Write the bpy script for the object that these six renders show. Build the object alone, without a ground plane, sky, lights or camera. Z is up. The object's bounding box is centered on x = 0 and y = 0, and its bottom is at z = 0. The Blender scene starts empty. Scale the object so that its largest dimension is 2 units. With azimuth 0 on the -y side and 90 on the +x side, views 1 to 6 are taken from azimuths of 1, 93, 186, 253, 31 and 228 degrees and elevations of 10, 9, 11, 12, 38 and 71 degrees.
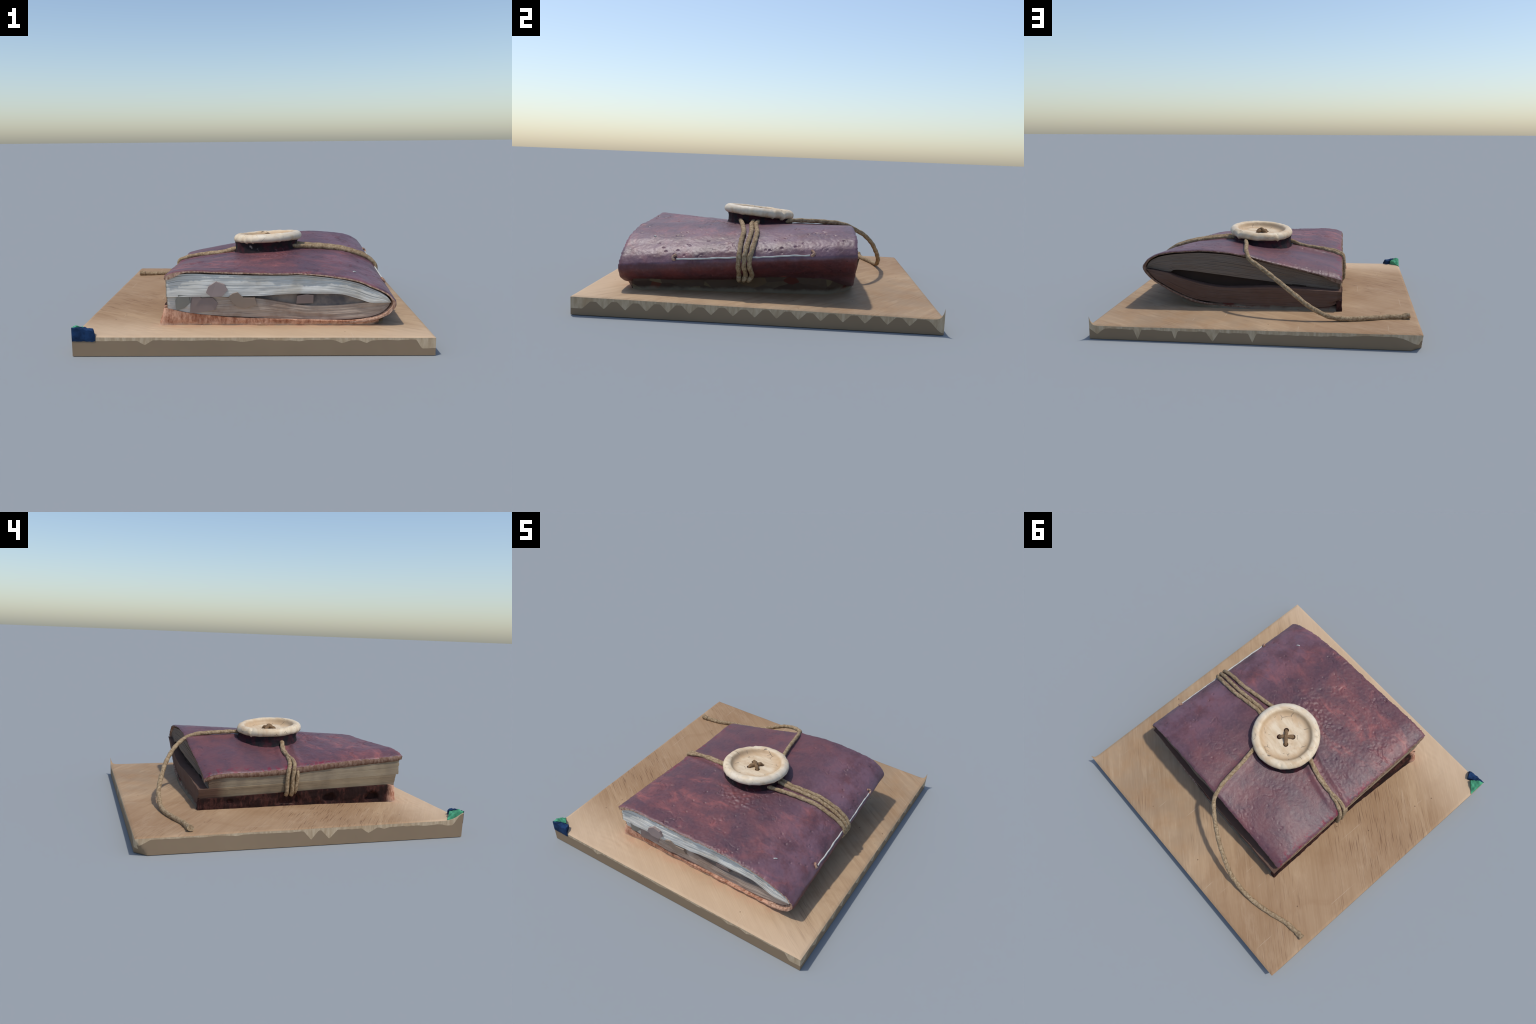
"""A hand-bound leather notebook, tied with twine round a big bone button, lying on a square wooden board."""
import bpy, math, random
import numpy as np
from mathutils import Vector, Matrix, noise

random.seed(7)
RNG = np.random.default_rng(7)

# ------------------------------------------------------------------ helpers
def srgb(r, g, b):
    f = lambda c: (c / 255 / 12.92) if c / 255 <= 0.04045 else ((c / 255 + 0.055) / 1.055) ** 2.4
    return (f(r), f(g), f(b), 1.0)

def n3(x, y, z=0.0):
    return noise.noise(Vector((x, y, z)))

def fbm(x, y, z, octaves=4):
    s, a, f = 0.0, 0.5, 1.0
    for _ in range(octaves):
        s += a * noise.noise(Vector((x * f, y * f, z * f)))
        a *= 0.5
        f *= 2.03
    return s

def smooth(e0, e1, v):
    t = min(1.0, max(0.0, (v - e0) / (e1 - e0)))
    return t * t * (3 - 2 * t)

def spline(pts, n, closed=False):
    """Catmull-Rom through pts, resampled to n points equally spaced along the curve."""
    P = np.array(pts, float)
    if len(P) > 2:
        Q = np.vstack([2 * P[0] - P[1], P, 2 * P[-1] - P[-2]])
        out = []
        for i in range(1, len(Q) - 2):
            p0, p1, p2, p3 = Q[i - 1], Q[i], Q[i + 1], Q[i + 2]
            for t in np.linspace(0, 1, 24, endpoint=False):
                out.append(0.5 * (2 * p1 + (p2 - p0) * t + (2 * p0 - 5 * p1 + 4 * p2 - p3) * t * t
                                  + (3 * p1 - p0 - 3 * p2 + p3) * t ** 3))
        out.append(Q[-2])
        P = np.array(out)
    d = np.concatenate([[0], np.cumsum(np.linalg.norm(np.diff(P, axis=0), axis=1))])
    s = np.linspace(0, d[-1], n)
    return np.stack([np.interp(s, d, P[:, k]) for k in range(P.shape[1])], 1)

def link(name, mesh, parent=None, mats=(), smooth_angle=None):
    mesh.name = name
    for m in mats:
        mesh.materials.append(m)
    ob = bpy.data.objects.new(name, mesh)
    bpy.context.scene.collection.objects.link(ob)
    if parent is not None:
        ob.parent = parent
        off = Vector((0, 0, 0))
        p = parent
        while p is not None:
            off -= p.location
            p = p.parent
        ob.location = off
    if smooth_angle is not None:
        mesh.polygons.foreach_set("use_smooth", [True] * len(mesh.polygons))
        mesh.set_sharp_from_angle(angle=math.radians(smooth_angle))
    mesh.update()
    return ob

def mesh_of(verts, faces):
    me = bpy.data.meshes.new("m")
    me.from_pydata([tuple(v) for v in verts], [], faces)
    return me

def grid_faces(nu, nv, base=0, flip=False, wrap_u=False):
    F = []
    for i in range(nu if wrap_u else nu - 1):
        i2 = (i + 1) % nu
        for j in range(nv - 1):
            q = (base + i * nv + j, base + i2 * nv + j, base + i2 * nv + j + 1, base + i * nv + j + 1)
            F.append(q[::-1] if flip else q)
    return F

def empty(name, loc, label, category):
    ob = bpy.data.objects.new(name, None)
    ob.empty_display_size = 0.1
    ob.location = loc
    ob["label"], ob["category"] = label, category
    bpy.context.scene.collection.objects.link(ob)
    return ob

BC = Vector((0.083, -0.062, 0.553))      # centre of the button's rim

# ------------------------------------------------------------------ material kit
class Mat:
    def __init__(self, name, rough=0.7, spec=0.3):
        self.m = bpy.data.materials.new(name)
        self.m.use_nodes = True
        self.t = self.m.node_tree
        self.b = self.t.nodes["Principled BSDF"]
        self.b.inputs["Roughness"].default_value = rough
        self.b.inputs["Specular IOR Level"].default_value = spec
        self.co = self.t.nodes.new("ShaderNodeTexCoord").outputs["Object"]
        self.sep = None

    def link(self, a, b):
        self.t.links.new(a, b)

    def mapping(self, scale=(1, 1, 1), rot=(0, 0, 0), src=None):
        n = self.t.nodes.new("ShaderNodeMapping")
        n.inputs["Scale"].default_value = scale
        n.inputs["Rotation"].default_value = rot
        self.link(src or self.co, n.inputs["Vector"])
        return n.outputs[0]

    def noise(self, scale, detail=4, rough=0.55, vec=None, dist=0.0):
        n = self.t.nodes.new("ShaderNodeTexNoise")
        n.inputs["Scale"].default_value = scale
        n.inputs["Detail"].default_value = detail
        n.inputs["Roughness"].default_value = rough
        n.inputs["Distortion"].default_value = dist
        self.link(vec or self.co, n.inputs["Vector"])
        return n.outputs["Fac"]

    def voronoi(self, scale, feature="F1", vec=None, rnd=1.0, out="Distance"):
        n = self.t.nodes.new("ShaderNodeTexVoronoi")
        n.feature = feature
        n.inputs["Scale"].default_value = scale
        n.inputs["Randomness"].default_value = rnd
        self.link(vec or self.co, n.inputs["Vector"])
        return n.outputs[out]

    def axis(self, i):
        if self.sep is None:
            n = self.t.nodes.new("ShaderNodeSeparateXYZ")
            self.link(self.co, n.inputs[0])
            self.sep = n.outputs
        return self.sep[i]

    def step(self, v, lo, hi):
        """0 below lo, 1 above hi (either order)."""
        n = self.t.nodes.new("ShaderNodeMapRange")
        n.interpolation_type = "SMOOTHSTEP"
        n.inputs["From Min"].default_value = min(lo, hi)
        n.inputs["From Max"].default_value = max(lo, hi)
        n.inputs["To Min"].default_value = 0.0 if lo < hi else 1.0
        n.inputs["To Max"].default_value = 1.0 if lo < hi else 0.0
        self.link(v, n.inputs["Value"])
        return n.outputs[0]

    def math(self, op, a, b=None):
        n = self.t.nodes.new("ShaderNodeMath")
        n.operation = op
        for k, v in enumerate((a, b)):
            if v is None:
                continue
            if isinstance(v, (int, float)):
                n.inputs[k].default_value = v
            else:
                self.link(v, n.inputs[k])
        return n.outputs[0]

    def mul(self, *a):
        r = a[0]
        for b in a[1:]:
            r = self.math("MULTIPLY", r, b)
        return r

    def mix(self, fac, a, b):
        n = self.t.nodes.new("ShaderNodeMix")
        n.data_type = "RGBA"
        for idx, v in ((0, fac), (6, a), (7, b)):
            if isinstance(v, (int, float)):
                n.inputs[idx].default_value = v
            elif isinstance(v, tuple):
                n.inputs[idx].default_value = v
            else:
                self.link(v, n.inputs[idx])
        return n.outputs[2]

    def color(self, c):
        if isinstance(c, tuple):
            self.b.inputs["Base Color"].default_value = c
        else:
            self.link(c, self.b.inputs["Base Color"])

    def bump(self, h, strength=0.4, dist=0.004):
        n = self.t.nodes.new("ShaderNodeBump")
        n.inputs["Strength"].default_value = strength
        n.inputs["Distance"].default_value = dist
        self.link(h, n.inputs["Height"])
        self.link(n.outputs[0], self.b.inputs["Normal"])

def leather():
    m = Mat("oxblood_leather", 0.45, 0.5)
    big = m.noise(3.2, 5, 0.6, dist=0.6)
    mid = m.noise(9, 5, 0.62, dist=0.4)
    fine = m.noise(55, 4, 0.6)
    streak = m.noise(4.5, 6, 0.66, vec=m.mapping((1.0, 1.9, 1.0), (0, 0, 0.5)), dist=0.6)
    c = m.mix(m.step(big, 0.35, 0.66), srgb(90, 61, 69), srgb(112, 68, 70))
    c = m.mix(m.mul(m.step(mid, 0.46, 0.68), 0.75), c, srgb(82, 58, 66))
    c = m.mix(m.mul(m.step(streak, 0.46, 0.70), m.math("ADD", m.mul(m.step(m.axis(1), 0.0, -0.2), m.step(m.noise(3.4, 3), 0.38, 0.56)), 0.18), 0.9), c, srgb(148, 86, 82))
    # lilac window glare tinted into the leather over the spine and its shoulder
    sheen_tint = m.mul(m.step(m.axis(0), 0.30, 0.70), m.step(m.noise(7, 5, 0.65), 0.32, 0.62))
    c = m.mix(m.mul(sheen_tint, 0.50), c, srgb(136, 106, 120))
    # below the crease along the spine the colour is kept maroon
    crease = m.math("SUBTRACT", m.axis(2), m.mul(m.axis(1), 0.075))
    crease = m.math("ADD", crease, m.mul(m.math("SUBTRACT", m.noise(14, 3), 0.5), 0.03))
    kept = m.mul(m.step(crease, 0.322, 0.300), m.step(m.axis(0), 0.55, 0.7))
    c = m.mix(m.mul(kept, 0.85), c, m.mix(m.step(mid, 0.35, 0.65), srgb(104, 46, 44), srgb(82, 40, 44)))
    # faded tan scuffs
    c = m.mix(m.mul(m.step(m.noise(5.2, 3, 0.5), 0.69, 0.77), 0.8), c, srgb(170, 98, 82))
    # dark pits
    pits = m.step(m.voronoi(26, vec=m.mapping((1, 1, 1))), 0.16, 0.06)
    pits = m.mul(pits, m.step(m.noise(4, 2), 0.5, 0.6))
    c = m.mix(m.mul(pits, 0.65), c, srgb(52, 30, 38))
    c = m.mix(m.mul(m.step(fine, 0.45, 0.7), 0.25), c, srgb(126, 88, 94))
    # crimson dye showing through along the worn fore-edge
    red = m.mul(m.step(m.axis(0), -0.455, -0.495), m.step(m.noise(28, 4, 0.7), 0.5, 0.58), m.step(m.axis(1), -0.42, -0.3))
    c = m.mix(m.mul(red, 0.85), c, srgb(122, 22, 48))
    m.color(c)
    h = m.math("ADD", m.mul(m.noise(42, 5, 0.62, dist=0.5), 1.0), m.mul(m.noise(11, 4, 0.6, dist=0.6), 1.6))
    m.bump(h, 0.30, 0.006)
    r = m.math("ADD", m.mul(fine, 0.22), 0.36)
    m.link(r, m.b.inputs["Roughness"])
    return m.m

def suede(name="raw_suede_edge", dark=0.0):
    m = Mat(name, 0.95, 0.1)
    fib = m.noise(60, 5, 0.7, vec=m.mapping((1, 1, 0.35)))
    c = m.mix(m.step(fib, 0.35, 0.68), srgb(150, 112, 92), srgb(212, 178, 154))
    if dark:
        c = m.mix(dark, c, srgb(62, 40, 32))  # browned copy of the suede for rims lying in shade
    m.color(c)
    m.bump(fib, 0.5, 0.006)
    return m.m

def torn_suede():
    m = Mat("torn_suede", 0.95, 0.1)
    fib = m.noise(38, 5, 0.72, vec=m.mapping((1, 1, 0.3)))
    patch = m.noise(9, 4, 0.6)
    orange = m.mix(m.step(fib, 0.35, 0.66), srgb(158, 106, 82), srgb(222, 176, 148))
    pale = srgb(214, 190, 166)
    orange = m.mix(m.mul(m.step(m.math("ADD", m.axis(2), m.mul(patch, 0.03)), 0.145, 0.118), 0.85), orange, pale)
    hide = m.mix(m.step(fib, 0.4, 0.65), srgb(44, 28, 26), srgb(78, 48, 42))
    hide = m.mix(m.mul(m.step(patch, 0.5, 0.58), 0.8), hide, srgb(40, 28, 26))
    front = m.step(m.math("ADD", m.axis(1), m.mul(patch, 0.10)), -0.66, -0.71)
    m.color(m.mix(front, hide, orange))
    m.bump(fib, 0.7, 0.01)
    return m.m

def paper(name, a, b, stain, stain_amount, tail_shade, edge=True):
    m = Mat(name, 0.9, 0.15)
    lay = m.noise(5, 4, 0.6, vec=m.mapping((1, 1, 16)))
    c = m.mix(m.step(lay, 0.25, 0.75), a, b)
    c = m.mix(m.mul(m.step(m.noise(7, 4, 0.6), 0.42, 0.7), stain_amount), c, stain)
    if edge:   # the fore-edge is beige
        c = m.mix(m.mul(m.step(m.axis(0), -0.490, -0.500), 0.9), c, m.mix(m.step(m.noise(6, 4), 0.35, 0.65), srgb(128, 111, 87), srgb(150, 132, 104)))
        # tail end coloured darker, part of the scan's baked shade
        c = m.mix(m.mul(m.step(m.axis(1), 0.36, 0.46), 0.9), c, tail_shade)
        pale = m.mul(m.step(m.axis(0), -0.22, -0.36), m.step(m.axis(1), -0.5, -0.6), m.step(m.axis(0), -0.502, -0.492), 0.8)
        c = m.mix(pale, c, srgb(212, 208, 198))
    m.color(c)
    m.bump(m.math("ADD", m.mul(lay, 0.5), m.mul(m.noise(30, 4), 0.6)), 0.3, 0.004)
    return m.m

def wood_top():
    m = Mat("plywood_face", 0.75, 0.2)
    ang = math.atan2(0.56, -0.83)
    along = m.mapping((1, 1, 1), (0, 0, -ang))
    g1 = m.noise(1.0, 5, 0.6, vec=m.mapping((1.3, 34, 1), src=along), dist=0.3)
    g2 = m.noise(1.0, 4, 0.7, vec=m.mapping((5, 95, 1), src=along), dist=0.2)
    big = m.noise(1.7, 4, 0.6, dist=0.5)
    c = m.mix(m.step(big, 0.3, 0.7), srgb(162, 130, 97), srgb(188, 158, 124))
    c = m.mix(m.mul(m.step(g1, 0.42, 0.72), 0.38), c, srgb(146, 112, 80))
    c = m.mix(m.mul(m.step(m.noise(1.0, 5, 0.65, vec=m.mapping((0.8, 9, 1), src=along), dist=0.5), 0.5, 0.7), 0.4), c, srgb(202, 172, 136))
    c = m.mix(m.mul(m.step(g2, 0.5, 0.75), 0.4), c, srgb(204, 178, 146))
    # book's soft shadow painted into the wood beside the fore-edge
    near = m.mul(m.step(m.axis(0), -0.1, -0.5), m.step(m.math("ADD", m.axis(1), m.mul(big, 0.3)), -0.45, -0.1))
    c = m.mix(m.mul(near, 0.45), c, srgb(146, 114, 84))
    c = m.mix(m.mul(m.step(m.noise(3.3, 5, 0.65, dist=0.8), 0.5, 0.72), 0.35), c, srgb(152, 118, 86))
    # open pores: short dark dashes along the grain, gathered in bands
    pore = m.noise(1.0, 2, 0.5, vec=m.mapping((6, 150, 1), src=along))
    band = m.step(m.noise(1.0, 2, 0.5, vec=m.mapping((0.9, 3.2, 1), src=along)), 0.47, 0.62)
    pz = m.mul(m.step(m.axis(0), -0.38, -0.5), m.step(m.axis(1), 0.25, 0.0), m.step(m.axis(1), -0.62, -0.45))
    band = m.math("MAXIMUM", m.mul(band, 0.6), pz)
    c = m.mix(m.mul(m.step(pore, 0.56, 0.68), band, 0.62), c, srgb(96, 64, 46))
    # pale zone along the front; far right greyed where the shadow falls
    front = m.step(m.math("ADD", m.axis(1), m.mul(big, 0.5)), -0.35, -0.7)
    c = m.mix(m.mul(front, 0.7), c, srgb(212, 184, 152))
    grey = m.mul(m.step(m.math("ADD", m.axis(0), m.axis(1)), 0.35, 1.25), m.step(m.noise(6, 5, 0.6), 0.3, 0.65))
    c = m.mix(m.mul(grey, 0.5), c, srgb(158, 138, 114))
    # rust-coloured dust on the board in front of the book
    tint = m.mul(m.step(m.axis(1), -0.86, -0.77), m.step(m.axis(0), -0.62, -0.5), m.step(m.axis(0), 0.78, 0.7), m.step(m.noise(9, 5, 0.65), 0.38, 0.62), m.step(m.axis(1), -0.7, -0.74))
    c = m.mix(m.mul(tint, 0.4), c, srgb(206, 152, 122))
    pale = m.noise(1.0, 6, 0.7, vec=m.mapping((2.2, 7, 1), src=along), dist=0.2)
    c = m.mix(m.mul(m.step(pale, 0.5, 0.75), 0.28), c, srgb(208, 182, 150))
    # knocks: small dark specks
    spk = m.mul(m.step(m.voronoi(9), 0.06, 0.03), 0.7)
    c = m.mix(spk, c, srgb(96, 70, 54))
    # light scratches
    scr = m.step(m.noise(1.0, 2, 0.5, vec=m.mapping((70, 2.5, 1), (0, 0, 0.9)), dist=0.4), 0.7, 0.76)
    c = m.mix(m.mul(scr, 0.3), c, srgb(216, 200, 178))
    m.color(c)
    h = m.math("SUBTRACT", m.math("ADD", g1, m.mul(g2, 0.6)), m.mul(pore, 0.5))
    m.bump(h, 0.35, 0.003)
    return m.m

def wood_side():
    m = Mat("plywood_edge", 0.85, 0.15)
    g = m.noise(1.0, 4, 0.65, vec=m.mapping((40, 40, 9)))
    big = m.noise(4, 3)
    c = m.mix(m.step(g, 0.35, 0.7), srgb(178, 154, 124), srgb(204, 182, 152))
    c = m.mix(m.mul(m.step(big, 0.5, 0.7), 0.5), c, srgb(178, 146, 110))
    m.color(c)
    m.bump(g, 0.4, 0.004)
    return m.m

def plain(name, col, rough=0.9, var=0.12, scale=4.0, bump=0.0):
    m = Mat(name, rough, 0.15)
    f = m.noise(scale, 4, 0.6)
    d = tuple(c * (1 - 2 * var) for c in col[:3]) + (1,)
    m.color(m.mix(m.step(f, 0.3, 0.7), d, col))
    if bump:
        m.bump(m.noise(scale * 8, 4), bump, 0.004)
    return m.m

def horn():
    m = Mat("bone_button", 0.5, 0.35)
    streak = m.noise(5, 4, 0.6, vec=m.mapping((1.5, 5, 1), (0, 0, 0.85)), dist=0.5)
    c = m.mix(m.step(streak, 0.3, 0.7), srgb(210, 184, 148), srgb(230, 212, 182))
    c = m.mix(m.mul(m.step(m.noise(9, 4, 0.6), 0.5, 0.68), 0.5), c, srgb(206, 170, 128))
    crack = m.step(m.voronoi(13, "DISTANCE_TO_EDGE"), 0.030, 0.008)
    crack = m.mul(crack, m.step(m.noise(14, 3, 0.6), 0.52, 0.6))
    # tan ring drawn round the dish to give the rim's inner shading
    ln = m.t.nodes.new("ShaderNodeVectorMath")
    ln.operation = "DISTANCE"
    m.link(m.mapping((1, 1, 0)), ln.inputs[0])
    ln.inputs[1].default_value = (BC.x, BC.y, 0)
    tone = m.mul(m.step(ln.outputs["Value"], 0.11, 0.158), m.step(ln.outputs["Value"], 0.184, 0.168), 0.7)
    c = m.mix(tone, c, srgb(190, 158, 120))
    c = m.mix(m.mul(crack, 0.75), c, srgb(70, 66, 62))
    white = m.mul(m.step(ln.outputs["Value"], 0.188, 0.205), m.step(m.math("SUBTRACT", m.axis(0), m.axis(1)), 0.1, 0.35), m.step(m.noise(13, 4, 0.65), 0.38, 0.55))
    c = m.mix(m.mul(white, 0.45), c, srgb(228, 220, 204))
    c = m.mix(m.mul(m.step(m.noise(22, 4, 0.7), 0.6, 0.72), 0.35), c, srgb(184, 172, 156))
    m.color(c)
    m.bump(m.noise(30, 5, 0.6), 0.25, 0.005)
    return m.m

def twine():
    m = Mat("hemp_twine", 0.9, 0.15)
    f = m.noise(70, 4, 0.7)
    c = m.mix(m.step(f, 0.3, 0.7), srgb(126, 102, 74), srgb(182, 160, 128))  # both tones lowered toward the baked shade on the loose end
    c = m.mix(m.mul(m.step(m.noise(12, 3), 0.5, 0.7), 0.35), c, srgb(128, 104, 76))
    m.color(c)
    m.bump(f, 0.6, 0.004)
    return m.m

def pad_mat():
    m = Mat("shadow_blackened_pad", 0.7, 0.25)
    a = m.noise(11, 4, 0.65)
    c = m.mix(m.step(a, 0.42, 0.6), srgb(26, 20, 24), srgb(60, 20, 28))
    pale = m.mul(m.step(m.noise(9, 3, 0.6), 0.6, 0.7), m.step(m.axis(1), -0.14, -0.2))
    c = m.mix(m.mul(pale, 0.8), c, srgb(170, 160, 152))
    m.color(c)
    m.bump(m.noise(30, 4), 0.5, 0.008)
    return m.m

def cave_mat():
    m = Mat("shadow_darkened_underside", 0.9, 0.1)  # dark base colours carry the shadow in the gap under the spine
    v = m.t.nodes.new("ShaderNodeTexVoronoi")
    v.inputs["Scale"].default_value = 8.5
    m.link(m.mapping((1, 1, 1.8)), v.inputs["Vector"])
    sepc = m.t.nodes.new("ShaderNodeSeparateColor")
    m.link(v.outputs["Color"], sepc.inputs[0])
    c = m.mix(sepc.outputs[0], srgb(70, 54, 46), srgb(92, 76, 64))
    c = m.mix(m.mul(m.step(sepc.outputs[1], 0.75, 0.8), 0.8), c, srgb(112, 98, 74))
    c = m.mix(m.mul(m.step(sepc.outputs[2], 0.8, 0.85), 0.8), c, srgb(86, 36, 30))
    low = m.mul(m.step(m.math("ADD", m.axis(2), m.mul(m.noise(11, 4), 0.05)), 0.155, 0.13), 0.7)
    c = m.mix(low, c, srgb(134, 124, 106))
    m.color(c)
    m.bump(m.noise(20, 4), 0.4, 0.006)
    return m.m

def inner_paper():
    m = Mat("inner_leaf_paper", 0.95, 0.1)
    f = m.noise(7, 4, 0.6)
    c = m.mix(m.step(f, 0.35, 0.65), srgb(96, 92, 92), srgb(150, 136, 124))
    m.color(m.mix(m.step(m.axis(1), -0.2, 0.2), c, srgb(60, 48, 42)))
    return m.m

LEATHER, SUEDE, HIDE_EDGE, TORN = leather(), suede(), suede('shade_darkened_edge', 0.62), torn_suede()
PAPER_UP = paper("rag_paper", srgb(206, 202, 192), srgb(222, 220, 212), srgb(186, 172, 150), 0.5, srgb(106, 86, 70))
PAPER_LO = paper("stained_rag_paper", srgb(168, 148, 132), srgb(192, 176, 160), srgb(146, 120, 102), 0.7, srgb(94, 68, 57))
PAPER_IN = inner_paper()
WOOD, WOOD_EDGE = wood_top(), wood_side()
CORE = plain("board_core", srgb(150, 128, 103), var=0.06, scale=1.5)
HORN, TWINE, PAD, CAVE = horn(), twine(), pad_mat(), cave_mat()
STITCH = plain("stitch_thread", srgb(144, 116, 86), var=0.2, scale=40, bump=0.5)
GREEN = plain("green_cloth", srgb(86, 170, 128), var=0.22, scale=18, bump=0.3)
BLUE = plain("navy_cloth", srgb(34, 62, 100), var=0.3, scale=18, bump=0.3)
STRIP = plain("white_binding", srgb(206, 206, 198), var=0.12, scale=20, bump=0.3)

# ------------------------------------------------------------------ wooden board
HX, HY = 0.999, 0.995
CORNER_Z = {(-1, -1): 0.114, (1, -1): 0.105, (1, 1): 0.087, (-1, 1): 0.100}

def board_z(x, y):
    u, v = (x / HX + 1) / 2, (y / HY + 1) / 2
    return ((CORNER_Z[(-1, -1)] * (1 - u) + CORNER_Z[(1, -1)] * u) * (1 - v)
            + (CORNER_Z[(-1, 1)] * (1 - u) + CORNER_Z[(1, 1)] * u) * v)

def board_top_z(x, y):
    z = board_z(x, y)
    edge = min(HX - abs(x), HY - abs(y))
    z -= 0.006 * (1 - smooth(0, 0.014, edge))
    z += 0.0022 * fbm(x * 5, y * 5, 3.1)
    # scuffed dents in front of the book's corner
    d = math.exp(-(((x + 0.55) / 0.2) ** 2 + ((y + 0.87) / 0.07) ** 2))
    z += d * 0.006 * n3(x * 16, y * 34, 9.0)
    # splinter standing up at one corner
    r = math.hypot(HX - x, HY - y)
    z += 0.060 * math.exp(-r / 0.011)
    # small lift where the cloth is caught
    r = math.hypot(x + HX, y + HY)
    z += 0.044 * math.exp(-(r / 0.055) ** 1.6)
    return z

def tooth(s, centre, half, depth):
    return depth * max(0.0, 1 - abs(s - centre) / half)

def seam_z(side, s):
    """Height where the veneer strip ends and the core begins, along each side of the board."""
    if side == "front":
        z = 0.089 + 0.006 * n3(s * 9, 1.3) + 0.003 * n3(s * 31, 2.2)
        for c, h, d in ((-0.595, 0.045, 0.027), (0.487, 0.05, 0.017), (0.622, 0.035, 0.016), (-0.05, 0.07, 0.012), (0.25, 0.05, 0.007)):
            z -= tooth(s, c, h, d)
        return z - 0.05 * smooth(0.885, 0.93, s) + 0.02 * smooth(-.9, -.98, s)
    if side == "right":
        k = (s + 0.929) / 0.1164
        f = abs(k - round(k)) * 2
        top = 0.086 - 0.012 * (0.5 + 0.5 * n3(round(k - 0.5) * 3.7, 5.5))
        z = 0.038 + (top - 0.038) * min(1.0, f / 0.72)
        if s < -0.93:
            z = 0.036
        if s > 0.9:
            z = 0.075 - 0.065 * smooth(0.9, 0.99, s)
        return z
    if side == "back":
        z = 0.067 + 0.004 * n3(s * 14, 7.7) + 0.003 * n3(s * 40, 1.7)
        for c, h, d in ((0.95, 0.05, 0.034), (0.698, 0.025, 0.062), (0.467, 0.018, 0.056), (0.236, 0.04, 0.058), (-0.003, 0.025, 0.058)):
            z -= tooth(s, c, h, d)
        return max(0.006, z - 0.045 * smooth(-0.84, -0.99, s) + 0.012 * smooth(-0.3, -0.8, s))
    z = 0.087 + 0.006 * n3(s * 10, 3.9) + 0.003 * n3(s * 36, 0.4)
    for c, h, d in ((-0.002, 0.045, 0.052), (-0.114, 0.05, 0.05), (-0.362, 0.05, 0.030), (-0.463, 0.04, 0.010)):
        z -= tooth(s, c, h, d)
    return z - 0.03 * smooth(0.9, 0.98, s) + 0.075 * smooth(-0.915, -0.99, s) - 0.012 * smooth(-.84, -.9, s)

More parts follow.
